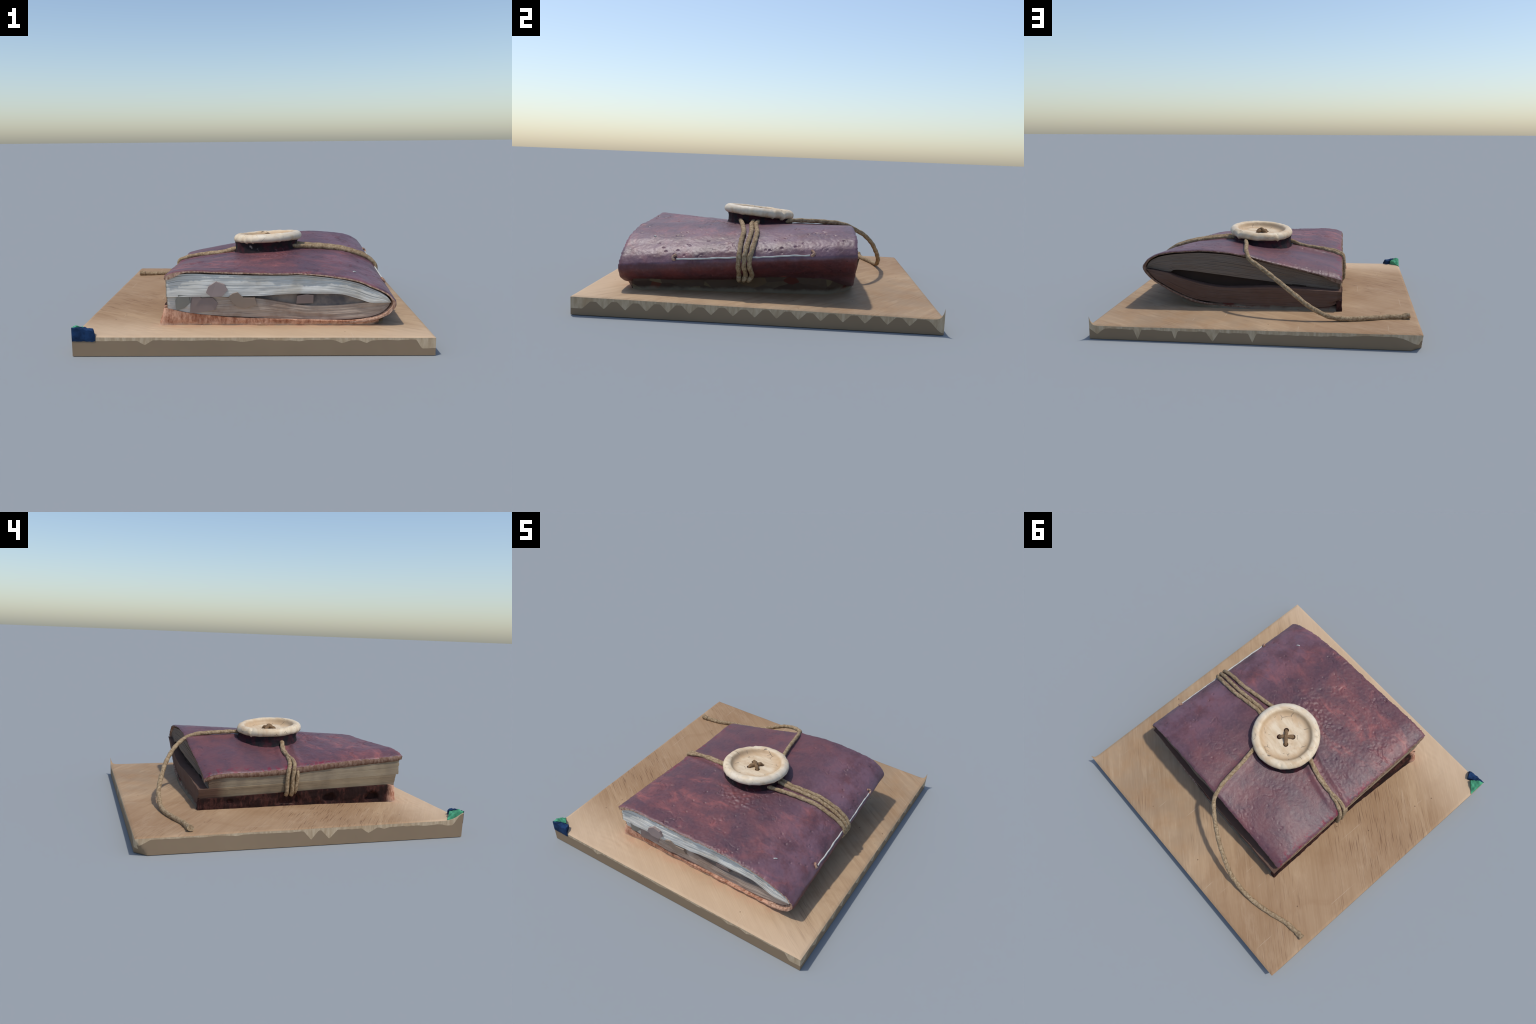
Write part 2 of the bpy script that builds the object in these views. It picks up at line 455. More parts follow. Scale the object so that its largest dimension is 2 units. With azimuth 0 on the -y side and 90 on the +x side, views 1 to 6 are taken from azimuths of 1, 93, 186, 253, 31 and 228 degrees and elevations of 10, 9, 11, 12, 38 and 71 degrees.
def build_board(parent):
    N = 300
    xs, ys = np.linspace(-HX, HX, N), np.linspace(-HY, HY, N)
    V, F = [], []
    for x in xs:
        for y in ys:
            V.append((x, y, board_top_z(x, y)))
    F += grid_faces(N, N)
    mats = [0] * len(F)
    C, CF = [], []

    def cut(p):          # the knocked-off lower corner
        x, y, z = p
        c = 0.066 * (1 - z / 0.088)
        e = (-x + y) - (HX + HY - c)
        if c > 0 and e > 0:
            x, y = x + e / 2, y - e / 2
        return (x, y, z)

    sides = {"front": [(x, -HY) for x in xs], "right": [(HX, y) for y in ys],
             "back": [(x, HY) for x in xs[::-1]], "left": [(-HX, y) for y in ys[::-1]]}
    for name, line in sides.items():
        b = len(V)
        for (x, y) in line:
            s = x if name in ("front", "back") else y
            zt, zs = board_top_z(x, y), seam_z(name, s)
            zs = min(zs, zt - 0.004)
            for k in range(5):
                z = zt + (zs - zt) * k / 4
                V.append(cut((x, y, z)))
        f = grid_faces(len(line), 5, b, flip=True)
        F += f
        mats += [1] * len(f)
        b = len(C)
        for (x, y) in line:
            s = x if name in ("front", "back") else y
            zs = min(seam_z(name, s), board_top_z(x, y) - 0.004)
            for k in range(4):
                C.append(cut((x, y, zs * (1 - k / 3))))
        CF += grid_faces(len(line), 4, b, flip=True)
    b = len(C)
    C += [(-HX, -HY, 0), (HX, -HY, 0), (HX, HY, 0), (-HX + 0.066, HY, 0), (-HX, HY - 0.066, 0)]
    CF.append((b + 4, b + 3, b + 2, b + 1, b))
    me = mesh_of(V, F)
    top = link("plank_face", me, parent, (WOOD, WOOD_EDGE), 45)
    me.polygons.foreach_set("material_index", mats)
    link("plank_core", mesh_of(C, CF), parent, (CORE,), 40)

    # cloth scraps caught on one corner: navy on the front edge, green over the side
    def scrap(name, mat, poly, lift, seed):
        # poly: (x, y) fan outline; a crumpled pad with its own thickness draped on the corner
        P = np.array(poly)
        n, m = 26, 22
        Vs = []
        for side in (0, 1):
            for i in range(n):
                a, c = i / (n - 1), 0
                e0 = P[0] * (1 - a) + P[1] * a
                e1 = P[3] * (1 - a) + P[2] * a
                for j in range(m):
                    q = e0 * (1 - j / (m - 1)) + e1 * j / (m - 1)
                    z = board_top_z(*q) + lift(q[0], q[1]) + 0.006 * n3(q[0] * 55, q[1] * 55, seed)
                    Vs.append((q[0], q[1], z if side == 0 else board_z(*q) - 0.028 - 0.006 * n3(q[0] * 40, q[1] * 40, seed)))
        Fs = grid_faces(n, m) + grid_faces(n, m, n * m, flip=True)
        ring = [(i, 0) for i in range(n)] + [(n - 1, j) for j in range(1, m)] + [(i, m - 1) for i in range(n - 2, -1, -1)] + [(0, j) for j in range(m - 2, 0, -1)]
        for a, c in zip(ring, ring[1:] + ring[:1]):
            u, v = a[0] * m + a[1], c[0] * m + c[1]
            Fs.append((u, u + n * m, v + n * m, v))
        return link(name, mesh_of(Vs, Fs), parent, (mat,), 50)

    lift_blue = lambda x, y: 0.006 + 0.030 * smooth(-0.862, -0.885, x) * smooth(-0.90, -0.975, y) - 0.022 * smooth(-.93, -.99, x)
    scrap("navy_cloth_scrap", BLUE, [(-0.998, -0.9975), (-0.868, -0.9975), (-0.900, -0.945), (-0.950, -0.965)], lift_blue, 2.0)
    lift_green = lambda x, y: 0.006 + 0.022 * smooth(-0.895, -0.93, y) - 0.018 * smooth(-.96, -.99, y) * smooth(-.96, -.99, x)
    scrap("green_cloth_scrap", GREEN, [(-0.9975, -0.993), (-0.945, -0.968), (-0.925, -0.945), (-0.9975, -0.885)], lift_green, 5.0)

board = empty("wooden_board", (0, 0, 0), "square pale plywood board with jagged veneer edge", "wooden board")
build_board(board)

# ------------------------------------------------------------------ the notebook's cross-section
# (x, z) of the leather's outer side at the front end and at the back end of the book
TOP_A = [(-.508, .418), (-.44, .438), (-.35, .445), (-.2, .439), (0, .432), (.17, .428), (.26, .429), (.35, .422), (.44, .411), (.53, .397), (.62, .374), (.68, .348), (.74, .323), (.785, .293), (.812, .257), (.814, .240)]
BOT_A = [(.814, .240), (.812, .222), (.79, .19), (.77, .17), (.715, .141), (.62, .122), (.4, .110), (.1, .106), (-.2, .106), (-.5, .106)]
TOP_B = [(-.523, .300), (-.42, .326), (-.296, .357), (-.171, .386), (-.046, .414), (.08, .446), (.207, .468), (.30, .477), (.40, .481), (.46, .479), (.59, .469), (.69, .451), (.745, .427), (.775, .405), (.797, .37), (.798, .352)]
BOT_B = [(.798, .352), (.792, .332), (.77, .305), (.728, .261), (.66, .22), (.6, .186), (.5, .143), (.38, .115), (.1, .098), (-.5, .098)]
Y_A, Y_B = -0.80, 0.535
N_TOP, N_BOT, N_Y = 270, 120, 300
THICK = 0.022

ta, tb = spline(TOP_A, N_TOP), spline(TOP_B, N_TOP)
ba, bb = spline(BOT_A, N_BOT), spline(BOT_B, N_BOT)
OUT_A, OUT_B = np.vstack([ta, ba[1:]]), np.vstack([tb, bb[1:]])

def swell(x, t):
    """How far the leather domes up between its two ends, in each field between the twine."""
    y = Y_A + t * (Y_B - Y_A)
    front = 0.012 * math.exp(-(((x + 0.02) / 0.42) ** 2 + ((y + 0.36) / 0.25) ** 2))
    back = 0.023 * math.exp(-(((x + 0.30) / 0.21) ** 2 + ((y - 0.33) / 0.18) ** 2))
    corner = 0.016 * math.exp(-(((x + 0.50) / 0.12) ** 2 + ((y - 0.46) / 0.14) ** 2))
    mid = 0.012 * math.exp(-(((x - 0.1) / 0.22) ** 2 + ((y + 0.06) / 0.22) ** 2))
    spine_ = 0.006 * math.exp(-(((x - 0.45) / 0.2) ** 2 + ((y - 0.2) / 0.25) ** 2))
    return 0.001 * smooth(.7, .5, x) + (front + back + corner + mid + spine_) * smooth(0, 0.06, t) * smooth(1.02, 0.96, t)

def outline(t):
    P = OUT_A * (1 - t) + OUT_B * t
    P = P.copy()
    P[:N_TOP, 1] += [swell(x, t) for x in P[:N_TOP, 0]]
    # the underside tucks in behind the spine between the two ends
    b = P[N_TOP:, :]
    tip = P[N_TOP - 1, 1]
    k = np.clip((tip - b[:, 1]) / (tip - 0.13), 0, 1)
    env = -0.006 * smooth(-.05, .1, t) * smooth(.55, .35, t) + 0.042 * smooth(.45, .65, t) * smooth(1.0, .85, t)
    b[:, 0] -= env * np.sin(np.pi * k) * (b[:, 0] > 0.3)
    return P

def outline_normal(P):
    d = np.gradient(P, axis=0)
    n = np.stack([-d[:, 1], d[:, 0]], 1)
    return n / np.linalg.norm(n, axis=1, keepdims=True)

def y_to_t(y):
    return (y - Y_A) / (Y_B - Y_A)

def cover_z(x, y):
    P = outline(y_to_t(y))[:N_TOP]
    return float(np.interp(x, P[:, 0], P[:, 1]))

def under_z(x, y):
    P = outline(y_to_t(y))[N_TOP - 1:][::-1]
    return float(np.interp(x, P[:, 0], P[:, 1]))

def cord_line_y(x):
    return float(np.interp(x, [-.52, -.42, -.33, -.25, -.12], [-.03, -.045, -.06, -.075, -.105]))

def relief(x, y, z, upper):
    h = 0.0045 * fbm(x * 6, y * 6, z * 6, 3) + 0.0026 * fbm(x * 17, y * 17, z * 17 + 4, 3) + 0.0010 * n3(x * 60, y * 60, z * 60)
    k = smooth(0.42, 0.62, 0.5 + 0.5 * n3(x * 3.5, y * 3.5, 8))
    h -= 0.0055 * smooth(0.24, 0.06, noise.voronoi(Vector((x * 21, y * 21, z * 21)))[0][0]) * k
    # fine creases
    c1 = abs(n3(x * 8 + 0.6 * n3(x * 20, y * 20, 3), y * 8 + 0.6 * n3(x * 20, y * 20, 6), 11.0))
    h -= 0.0035 * smooth(0.05, 0.0, c1) * smooth(0.0, 0.35, n3(x * 5, y * 5, 21))
    h *= 1 - 0.5 * smooth(-.12, .05, y) * smooth(.55, .2, x)
    if upper:
        # rubbed, pitted hide in front of the button
        g = math.exp(-(((x - 0.12) / 0.16) ** 2 + ((y + 0.36) / 0.07) ** 2))
        h += g * 0.009 * n3(x * 45, y * 45, 2.0)
        # a low ridge where the loose end runs to the tail
        if y > 0.1:
            h += 0.011 * smooth(.12, .2, y) * math.exp(-((x - np.interp(y, [.17, .29, .43, .52], [.160, .138, .118, .100])) / 0.028) ** 2)
        # the twine has drawn a groove and pushed up a fold beside it
        if x < 0.0:
            f = smooth(0.0, -0.2, x)
            d = y - cord_line_y(x)
            h += f * 0.008 * math.exp(-(d / 0.03) ** 2) + f * 0.009 * math.exp(-((d - 0.04) / 0.02) ** 2) * smooth(-.5, -.3, x)
            h += f * 0.009 * math.exp(-((d + 0.065) / 0.026) ** 2)
        if x > 0.25:
            d = y + 0.08
            h += 0.006 * smooth(.25, .4, x) * math.exp(-(d / 0.05) ** 4)
    return h

def build_cover(parent):
    NS = len(OUT_A)
    s_all = np.linspace(0, 1, NS)
    outer, inner = np.zeros((NS, N_Y, 3)), np.zeros((NS, N_Y, 3))
    for j in range(N_Y):
        t = j / (N_Y - 1)
        P = outline(t)
        Nn = outline_normal(P)
        for i in range(NS):
            upper = i < N_TOP
            k = i / (N_TOP - 1) if upper else 1.0
            low = 0.0 if upper else smooth(0, 0.5, (i - N_TOP) / N_BOT)
            ya = -0.821 + 0.032 * k + 0.035 * low
            yb = 0.526 + 0.016 * k + 0.016 * low
            rag = 0.008 * fbm(i * 0.08, 3.3, 1.0) + 0.004 * n3(i * 0.5, 7.7, 1.0)
            ragb = 0.007 * fbm(i * 0.08, 13.3, 1.0) + 0.003 * n3(i * 0.5, 17.7, 1.0)
            y = (ya + rag) * (1 - t) + (yb + ragb) * t
            x, z = P[i]
            x0 = x
            if i < 8:    # ragged fore-edge
                x += (1 - i / 8) * 0.006 * fbm(y * 13, 2.1, 0.0)
            h = relief(x, y, z, upper)
            edge = min(1.0, min(j, N_Y - 1 - j) / 4, i / 4 if upper else 1.0)
            if i > NS - 60 or (not upper and z < 0.118):
                h = 0
            h -= 0.006 * (1 - edge) ** 2
            h += 0.008 * math.exp(-((i - N_TOP - 1) / 8) ** 2)
            outer[i, j] = (x + Nn[i, 0] * h, y, z + Nn[i, 1] * h)
            th = (THICK if i < N_TOP + 66 else THICK * 0.6) * (1 + 0.35 * fbm(P[i, 0] * 9, y * 9, 2.0)) * (0.62 + 0.38 * smooth(0, 30, min(j, N_Y - 1 - j)) + 0.75 * smooth(26, 8, i))
            q = P[i] - Nn[i] * th
            inner[i, j] = (q[0] + (x - x0), y, q[1])
    gu, gv = np.gradient(outer, axis=0), np.gradient(outer, axis=1)
    nrm = np.cross(gv, gu)
    nrm /= np.linalg.norm(nrm, axis=2, keepdims=True) + 1e-12
    mid = NS // 3
    if nrm[mid, N_Y // 2, 2] < 0:
        nrm = -nrm
        face_flip = True
    gi, gj = np.gradient(inner, axis=0), np.gradient(inner, axis=1)
    nin = np.cross(gi, gj)
    nin /= np.linalg.norm(nin, axis=2, keepdims=True) + 1e-12
    if nin[mid, N_Y // 2, 2] > 0:
        nin = -nin

    i_sp0 = int(np.argmax(ta[:, 0] > 0.70))
    i_sp1 = N_TOP + int(np.argmax(ba[:, 0] < 0.74))
    for name, i0, i1 in (("front_cover", 0, i_sp0), ("spine", i_sp0, i_sp1), ("back_cover", i_sp1, NS - 1)):
        V, Nv, F, M = [], [], [], []
        n = i1 - i0 + 1

        def add(block, normals, want, mat):
            b = len(V)
            nu, nv = block.shape[:2]
            V.extend(block.reshape(-1, 3))
            Nv.extend(normals.reshape(-1, 3))
            p = block
            fn = np.cross(p[1, 0] - p[0, 0], p[0, 1] - p[0, 0])
            f = grid_faces(nu, nv, b, flip=float(np.dot(fn, want)) < 0)
            F.extend(f)
            M.extend([mat] * len(f))
        add(outer[i0:i1 + 1], nrm[i0:i1 + 1], nrm[i0, 0], 0)
        add(inner[i0:i1 + 1], nin[i0:i1 + 1], nin[i0, 0], 1)
        for j, d in ((0, -1), (N_Y - 1, 1)):
            rim = np.stack([outer[i0:i1 + 1, j], inner[i0:i1 + 1, j]], 1)
            nn = np.zeros_like(rim)
            nn[..., 1] = d
            add(rim, nn, nn[0, 0], 1 if d < 0 else 2)
        for i, on in ((0, i0 == 0), (NS - 1, i1 == NS - 1)):
            if on:
                rim = np.stack([outer[i], inner[i]], 1)
                nn = np.zeros_like(rim)
                nn[..., 0] = -1
                add(rim, nn, nn[0, 0], 2)
        me = mesh_of(V, F)
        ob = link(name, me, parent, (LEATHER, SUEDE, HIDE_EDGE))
        me.polygons.foreach_set("material_index", M)
        me.polygons.foreach_set("use_smooth", [True] * len(F))
        me.normals_split_custom_set_from_vertices([tuple(v) for v in Nv])
    return outer

book = empty("leather_notebook", (0.14, -0.13, 0.105), "dark red leather notebook tied with twine and a big bone button", "notebook")
COVER = build_cover(book)

# ------------------------------------------------------------------ pages
GAP_UP_A = [(-.503, .290), (-.3, .288), (0, .289), (.074, .292), (.257, .299), (.378, .298), (.5, .294), (.592, .271), (.677, .244), (.790, .243)]
GAP_LO_A = [(-.503, .288), (-.3, .284), (0, .272), (.165, .245), (.257, .229), (.379, .222), (.5, .225), (.592, .234), (.677, .241), (.790, .240)]
GAP_UP_B = [(-.510, .230), (-.42, .236), (-.234, .25), (-.077, .27), (.05, .286), (.21, .307), (.338, .323), (.467, .335), (.583, .343), (.629, .328), (.775, .352)]
GAP_LO_B = [(-.515, .228), (-.3, .238), (-.1, .246), (0, .244), (.21, .236), (.307, .24), (.403, .256), (.513, .283), (.583, .305), (.629, .324), (.775, .349)]

def under_leather(t, upper, nu):
    """The inner side of the cover at station t, from fore-edge to spine."""
    o = outline(t)
    full = outline_normal(o)
    P, n = (o[:N_TOP], full[:N_TOP]) if upper else (o[N_TOP - 1:][::-1], full[N_TOP - 1:][::-1])
    q = P - n * (THICK + 0.001)
    if not upper:      # the lower leaves stop above the torn edge
        za = np.interp(q[:, 0], [-.52, -.30, .02, .25, .45], [.210, .176, .152, .140, .12])
        zb = np.interp(q[:, 0], [-.52, -.44, -.3, .25, .45], [.166, .126, .122, .12, .12])
        q[:, 1] = np.maximum(q[:, 1], za * (1 - t) + zb * t)
    return spline(q[::4], nu)

def build_pages(parent):
    nu, ny = 64, 26
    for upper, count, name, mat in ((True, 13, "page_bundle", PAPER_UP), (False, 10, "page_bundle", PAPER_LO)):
        ga, gb = spline(GAP_UP_A if upper else GAP_LO_A, nu), spline(GAP_UP_B if upper else GAP_LO_B, nu)
        skins = [under_leather(j / (ny - 1), upper, nu) for j in range(ny)]
        for k in range(count):
            w0, w1 = k / count, (k + 1) / count - 0.004
            ja, jb = random.uniform(-.0022, .0022), random.uniform(-.0015, .0015)
            jx = random.uniform(-.0003, .0003)
            y0 = (-0.799 if upper else -0.782) + ja
            y1 = (0.530 if upper else 0.556) + jb
            if not upper:
                y1 -= 0.01 * (k / count)
                y0 += 0.012 * (k / count)
            V = []
            for j in range(ny):
                t = j / (ny - 1)
                G, O = ga * (1 - t) + gb * t, skins[j]
                for w in (w0, w1):
                    C = G * (1 - w) + O * w
                    for i in range(nu):
                        rip = 0.014 * fbm(i * 0.11, (k + w * count - k) * 0.13 + (0 if upper else 9), 40 if j < ny / 2 else 60, 3) + 0.001 * n3(i * .3, k * 3.1, 5)
                        f = abs(2 * t - 1) ** 12
                        away = smooth(.35, -.25, C[i, 0])      # towards the fore-edge
                        y = (y0 + 0.016 * (1 - away) - 0.006 * away) * (1 - t) + (y1 - (0.032 if upper else -0.006) * away) * t + rip * f
                        x = C[i, 0] + jx * (1 - i / (nu - 1)) + (0.0045 * fbm(y * 6, C[i, 1] * 14, 3.0) if i == 0 else 0)
                        if not upper and i < 20:
                            x -= 0.006 * t * (1 - i / 20)
                        V.append((x, y, C[i, 1] + 0.0012 * n3(C[i, 0] * 9, y * 3, k * 2.3)))
            idx = lambda j, s, i: j * 2 * nu + s * nu + i
            F = []
            for j in range(ny - 1):
                for i in range(nu - 1):
                    F.append((idx(j, 0, i), idx(j, 0, i + 1), idx(j + 1, 0, i + 1), idx(j + 1, 0, i)))
                    F.append((idx(j, 1, i), idx(j + 1, 1, i), idx(j + 1, 1, i + 1), idx(j, 1, i + 1)))
                for i in (0, nu - 1):
                    F.append((idx(j, 0, i), idx(j + 1, 0, i), idx(j + 1, 1, i), idx(j, 1, i)))
            for j in (0, ny - 1):
                for i in range(nu - 1):
                    F.append((idx(j, 0, i), idx(j, 1, i), idx(j, 1, i + 1), idx(j, 0, i + 1)))
            me = mesh_of(V, F)
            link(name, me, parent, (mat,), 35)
            bm_fix(me)
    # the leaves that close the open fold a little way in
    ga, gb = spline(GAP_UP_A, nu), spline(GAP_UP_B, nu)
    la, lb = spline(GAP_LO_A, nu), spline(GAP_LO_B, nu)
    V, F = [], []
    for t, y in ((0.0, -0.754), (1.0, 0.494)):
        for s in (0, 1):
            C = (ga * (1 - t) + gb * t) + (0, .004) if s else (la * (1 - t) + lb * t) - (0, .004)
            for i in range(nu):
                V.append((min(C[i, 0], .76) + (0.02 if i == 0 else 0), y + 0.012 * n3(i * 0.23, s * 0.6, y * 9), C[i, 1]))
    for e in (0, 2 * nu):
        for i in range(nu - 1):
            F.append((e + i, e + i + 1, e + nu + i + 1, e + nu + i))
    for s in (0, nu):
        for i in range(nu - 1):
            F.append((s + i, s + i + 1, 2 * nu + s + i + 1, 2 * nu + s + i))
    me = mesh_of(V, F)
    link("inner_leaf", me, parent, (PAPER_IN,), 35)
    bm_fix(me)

def bm_fix(me):
    import bmesh
    bm = bmesh.new()
    bm.from_mesh(me)
    bmesh.ops.recalc_face_normals(bm, faces=bm.faces)
    bm.to_mesh(me)
    bm.free()

build_pages(book)

# ------------------------------------------------------------------ torn lower edge of the back cover, and the fill under the spine
def band(name, base, top, mat, parent, seed, thick=0.08, bulge=0.0, rough=0.012, rows=14, n=420, hollows=()):
    """A rough solid band whose outer face runs from the base line up to the top line; both are (x, y, z) paths."""
    B, T = spline(base, n), spline(top, n)
    d = np.gradient(B, axis=0)
    out = np.stack([d[:, 1], -d[:, 0], 0 * d[:, 0]], 1)
    out /= np.linalg.norm(out, axis=1, keepdims=True)
    V = []
    for i in range(n):
        for r in range(rows):
            k = r / (rows - 1)
            p = B[i] * (1 - k) + T[i] * k
            h = bulge * math.sin(math.pi * k) + rough * fbm(p[0] * 14, p[1] * 14, p[2] * 22 + seed, 4) * min(1, 3 * k + .3) * (1 - 0.5 * k)
            for hx, hy, hr, hd in hollows:
                q = math.hypot(p[0] - hx, p[1] - hy, (p[2] - 0.145) * 1.3) / hr + 0.45 * fbm(p[0] * 12, p[1] * 24, p[2] * 24 + 5, 3)
                h -= hd * smooth(1.0, 0.55, q) * smooth(.06, .2, k)
            V.append(p + out[i] * h)
        V.append(T[i] - out[i] * thick + (0, 0, 0.0))
        V.append(B[i] - out[i] * thick)
    F = grid_faces(n, rows + 2)
    for i in range(n - 1):
        a, b = i * (rows + 2), (i + 1) * (rows + 2)
        F.append((a, a + rows + 1, b + rows + 1, b))
    for i in (0, n - 1):
        F.append([i * (rows + 2) + r for r in range(rows + 2)])
    me = mesh_of(V, F)
    link(name, me, parent, (mat,), 60)
    bm_fix(me)

bz = lambda x, y: board_z(x, y) - 0.004
skirt_base = [(x, y, bz(x, y)) for x, y in [(-.524, .568), (-.522, .40), (-.514, .1), (-.512, -.2), (-.522, -.4), (-.530, -.58), (-.536, -.70), (-.550, -.752), (-.530, -.775), (-.46, -.766), (-.36, -.758), (-.1, -.762), (.2, -.762), (.5, -.760), (.66, -.754), (.73, -.736)]]
skirt_top = [(-.524, .560, .168), (-.523, .40, .175), (-.520, .1, .189), (-.517, -.2, .203), (-.523, -.4, .210), (-.527, -.58, .217), (-.525, -.70, .221), (-.522, -.760, .219), (-.510, -.778, .214), (-.46, -.782, .205), (-.36, -.780, .184), (-.1, -.778, .156), (.2, -.778, .142), (.5, -.778, .134), (.66, -.774, .140), (.73, -.758, .150)]
# places where the lower cover has come away and left a hollow: (x, y, radius, depth)
HOLLOWS = [(-.51, -.61, .06, .03), (-.51, -.31, .05, .022), (-.51, -.02, .10, .018), (-.51, .36, .03, .015), (.2, -.75, .02, .012), (.32, -.75, .02, .010), (-.04, -.75, .025, .012)]
band("torn_suede_edge", skirt_base, skirt_top, TORN, book, 1.0, rough=0.016, thick=0.035, hollows=HOLLOWS)

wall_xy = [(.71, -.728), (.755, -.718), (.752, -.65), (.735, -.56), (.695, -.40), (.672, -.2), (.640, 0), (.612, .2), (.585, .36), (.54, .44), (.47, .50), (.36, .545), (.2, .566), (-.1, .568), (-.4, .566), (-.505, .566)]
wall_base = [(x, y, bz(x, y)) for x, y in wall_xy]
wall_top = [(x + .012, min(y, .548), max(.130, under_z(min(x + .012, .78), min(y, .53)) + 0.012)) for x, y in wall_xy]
band("shadow_gap_fill", wall_base, wall_top, CAVE, book, 6.0, rough=0.014, thick=0.04)

# ------------------------------------------------------------------ small things on the leather
def tube(name, path, radius, mat, parent, sides=14, twist=0.0, flute=0.0, taper=(1, 1), n=None, jitter=0.0, seed=0.0, cap=True):
    """Twine: a fluted tube that turns about its own axis along the path."""
    P = np.array(path, float)
    L = np.sum(np.linalg.norm(np.diff(P, axis=0), axis=1))
    n = n or max(16, int(L / 0.005))
    C = spline(P, n)
    T = np.gradient(C, axis=0)
    T /= np.linalg.norm(T, axis=1, keepdims=True)
    up = np.array([0.13, 0.21, 1.0])
    u = np.cross(T[0], up)
    u /= np.linalg.norm(u)
    V = []
    for i in range(n):
        u = u - T[i] * np.dot(u, T[i])
        u /= np.linalg.norm(u)
        v = np.cross(T[i], u)
        s = L * i / (n - 1)
        k = i / (n - 1)
        r0 = radius * (taper[0] * (1 - k) + taper[1] * k) * (1 + jitter * n3(s * 22, seed, 1.0))
        w = np.array([n3(s * 16, seed, 5.0), n3(s * 16, seed, 9.0), n3(s * 16, seed, 13.0)]) * radius * jitter
        for a in range(sides):
            th = math.tau * a / sides
            r = r0 * (1 + flute * math.cos(2 * (th - twist * s)))
            V.append(C[i] + w + (u * math.cos(th) + v * math.sin(th)) * r)
    F = []
    for i in range(n - 1):
        for a in range(sides):
            b = (a + 1) % sides
            F.append((i * sides + a, i * sides + b, (i + 1) * sides + b, (i + 1) * sides + a))
    if cap:
        F.append(list(range(sides))[::-1])
        F.append([(n - 1) * sides + a for a in range(sides)])
    return link(name, mesh_of(V, F), parent, (mat,), 60)

R = 0.0138
twine_root = bpy.data.objects.new("twine", None)
twine_root.empty_display_size = 0.05
twine_root.location = (0, 0, 0)
bpy.context.scene.collection.objects.link(twine_root)
twine_root.parent = book

def on_section(y, x_from, tip_until):
    """Points of the outline, lifted by the twine's radius, from x_from over the spine to the depth tip_until below."""
    P = outline(y_to_t(y))
    Nn = outline_normal(P)
    Q = P + Nn * (R * 0.45 + 0.005)
    i0 = int(np.argmax(P[:N_TOP, 0] > x_from))
    i1 = N_TOP - 1 + int(np.argmax(P[N_TOP - 1:, 1] < tip_until))
    return Q[i0:i1:6]

# three turns from the button over the spine
for seed, (xs, ys_) in enumerate((((.24, .33, .585, .70, .79, .82), (-.170, -.150, -.110, -.112, -.111, -.112)),
                                  ((.24, .33, .585, .70, .79, .82), (-.085, -.090, -.066, -.070, -.077, -.083)),
                                  ((.24, .33, .585, .70, .79, .82), (-.055, -.066, -.032, -.034, -.042, -.055)))):
    sec = on_section(-0.08, 0.34, 0.205)
    path = []
    for q in sec:
        path.append((q[0], float(np.interp(q[0], xs, ys_)) - (0.004 if q[1] < .28 else 0), q[1]))
    head = [(.17, ys_[0], .482), (.25, ys_[0] + .003, .478)]
    tail_ = [(.745, ys_[-1] - .004, .188), (.68, ys_[-1] - .004, .178)]
    tube("turn_of_twine", head + path[1:] + tail_, R, TWINE, twine_root, twist=42, flute=0.07, jitter=0.07, seed=seed * 3.3)

# two strands from the button over the fore-edge
for seed, ys_ in enumerate(((-.105, -.078, -.066, -.052, -.040, -.020, -.010), (-.100, -.070, -.055, -.060, -.066, -.055, -.045))):
    xs = (-.10, -.22, -.31, -.40, -.47, -.52, -.53)
    path = [(-.06, ys_[0], .478)]
    for x, y in zip(xs[:6], ys_[:6]):
        lift = 0.016 if seed else 0.012
        path.append((x, y, cover_z(max(x, -.51), y) + lift + (0.022 if x > -.15 else 0.0) - (0.012 if x <= -.52 else 0)))
    path += [(-.530, ys_[6], .30), (-.530, ys_[6] + .002, .25), (-.528, ys_[6] + .002, .20), (-.512, ys_[6] + .002, .175)]
    tube("turn_of_twine", path, R * 0.95, TWINE, twine_root, twist=42, flute=0.07, jitter=0.08, seed=20 + seed * 3.3)
tube("turn_of_twine", [(-.49, -.080, .338), (-.518, -.080, .318), (-.522, -.076, .27), (-.520, -.070, .215), (-.505, -.068, .19)], R * 0.9, TWINE, twine_root, twist=42, flute=0.07, jitter=0.08, seed=31)

# the loose end: over the back edge, down in a bow and along the board
tail = [(.175, .11, .474), (.164, .168, .482), (.141, .289, .482), (.122, .43, .476), (.102, .514, .460), (.073, .574, .430), (-.008, .637, .392),
        (-.117, .702, .328), (-.225, .748, .256), (-.318, .778, .192), (-.40, .786, .148), (-.47, .786, .123), (-.576, .772, .113), (-.69, .742, .113),
        (-.80, .705, .113), (-.88, .694, .114), (-.925, .689, .117)]
tube("loose_twine_end", tail, R, TWINE, twine_root, twist=42, flute=0.06, jitter=0.10, seed=50, taper=(1, 1.12))
# frayed stub with a hollow tip
tube("twine_tip", [(-.905, .690, .116), (-.925, .689, .119), (-.948, .688, .123)], R * 1.35, TWINE, twine_root, twist=60, flute=0.1, jitter=0.2, seed=60)
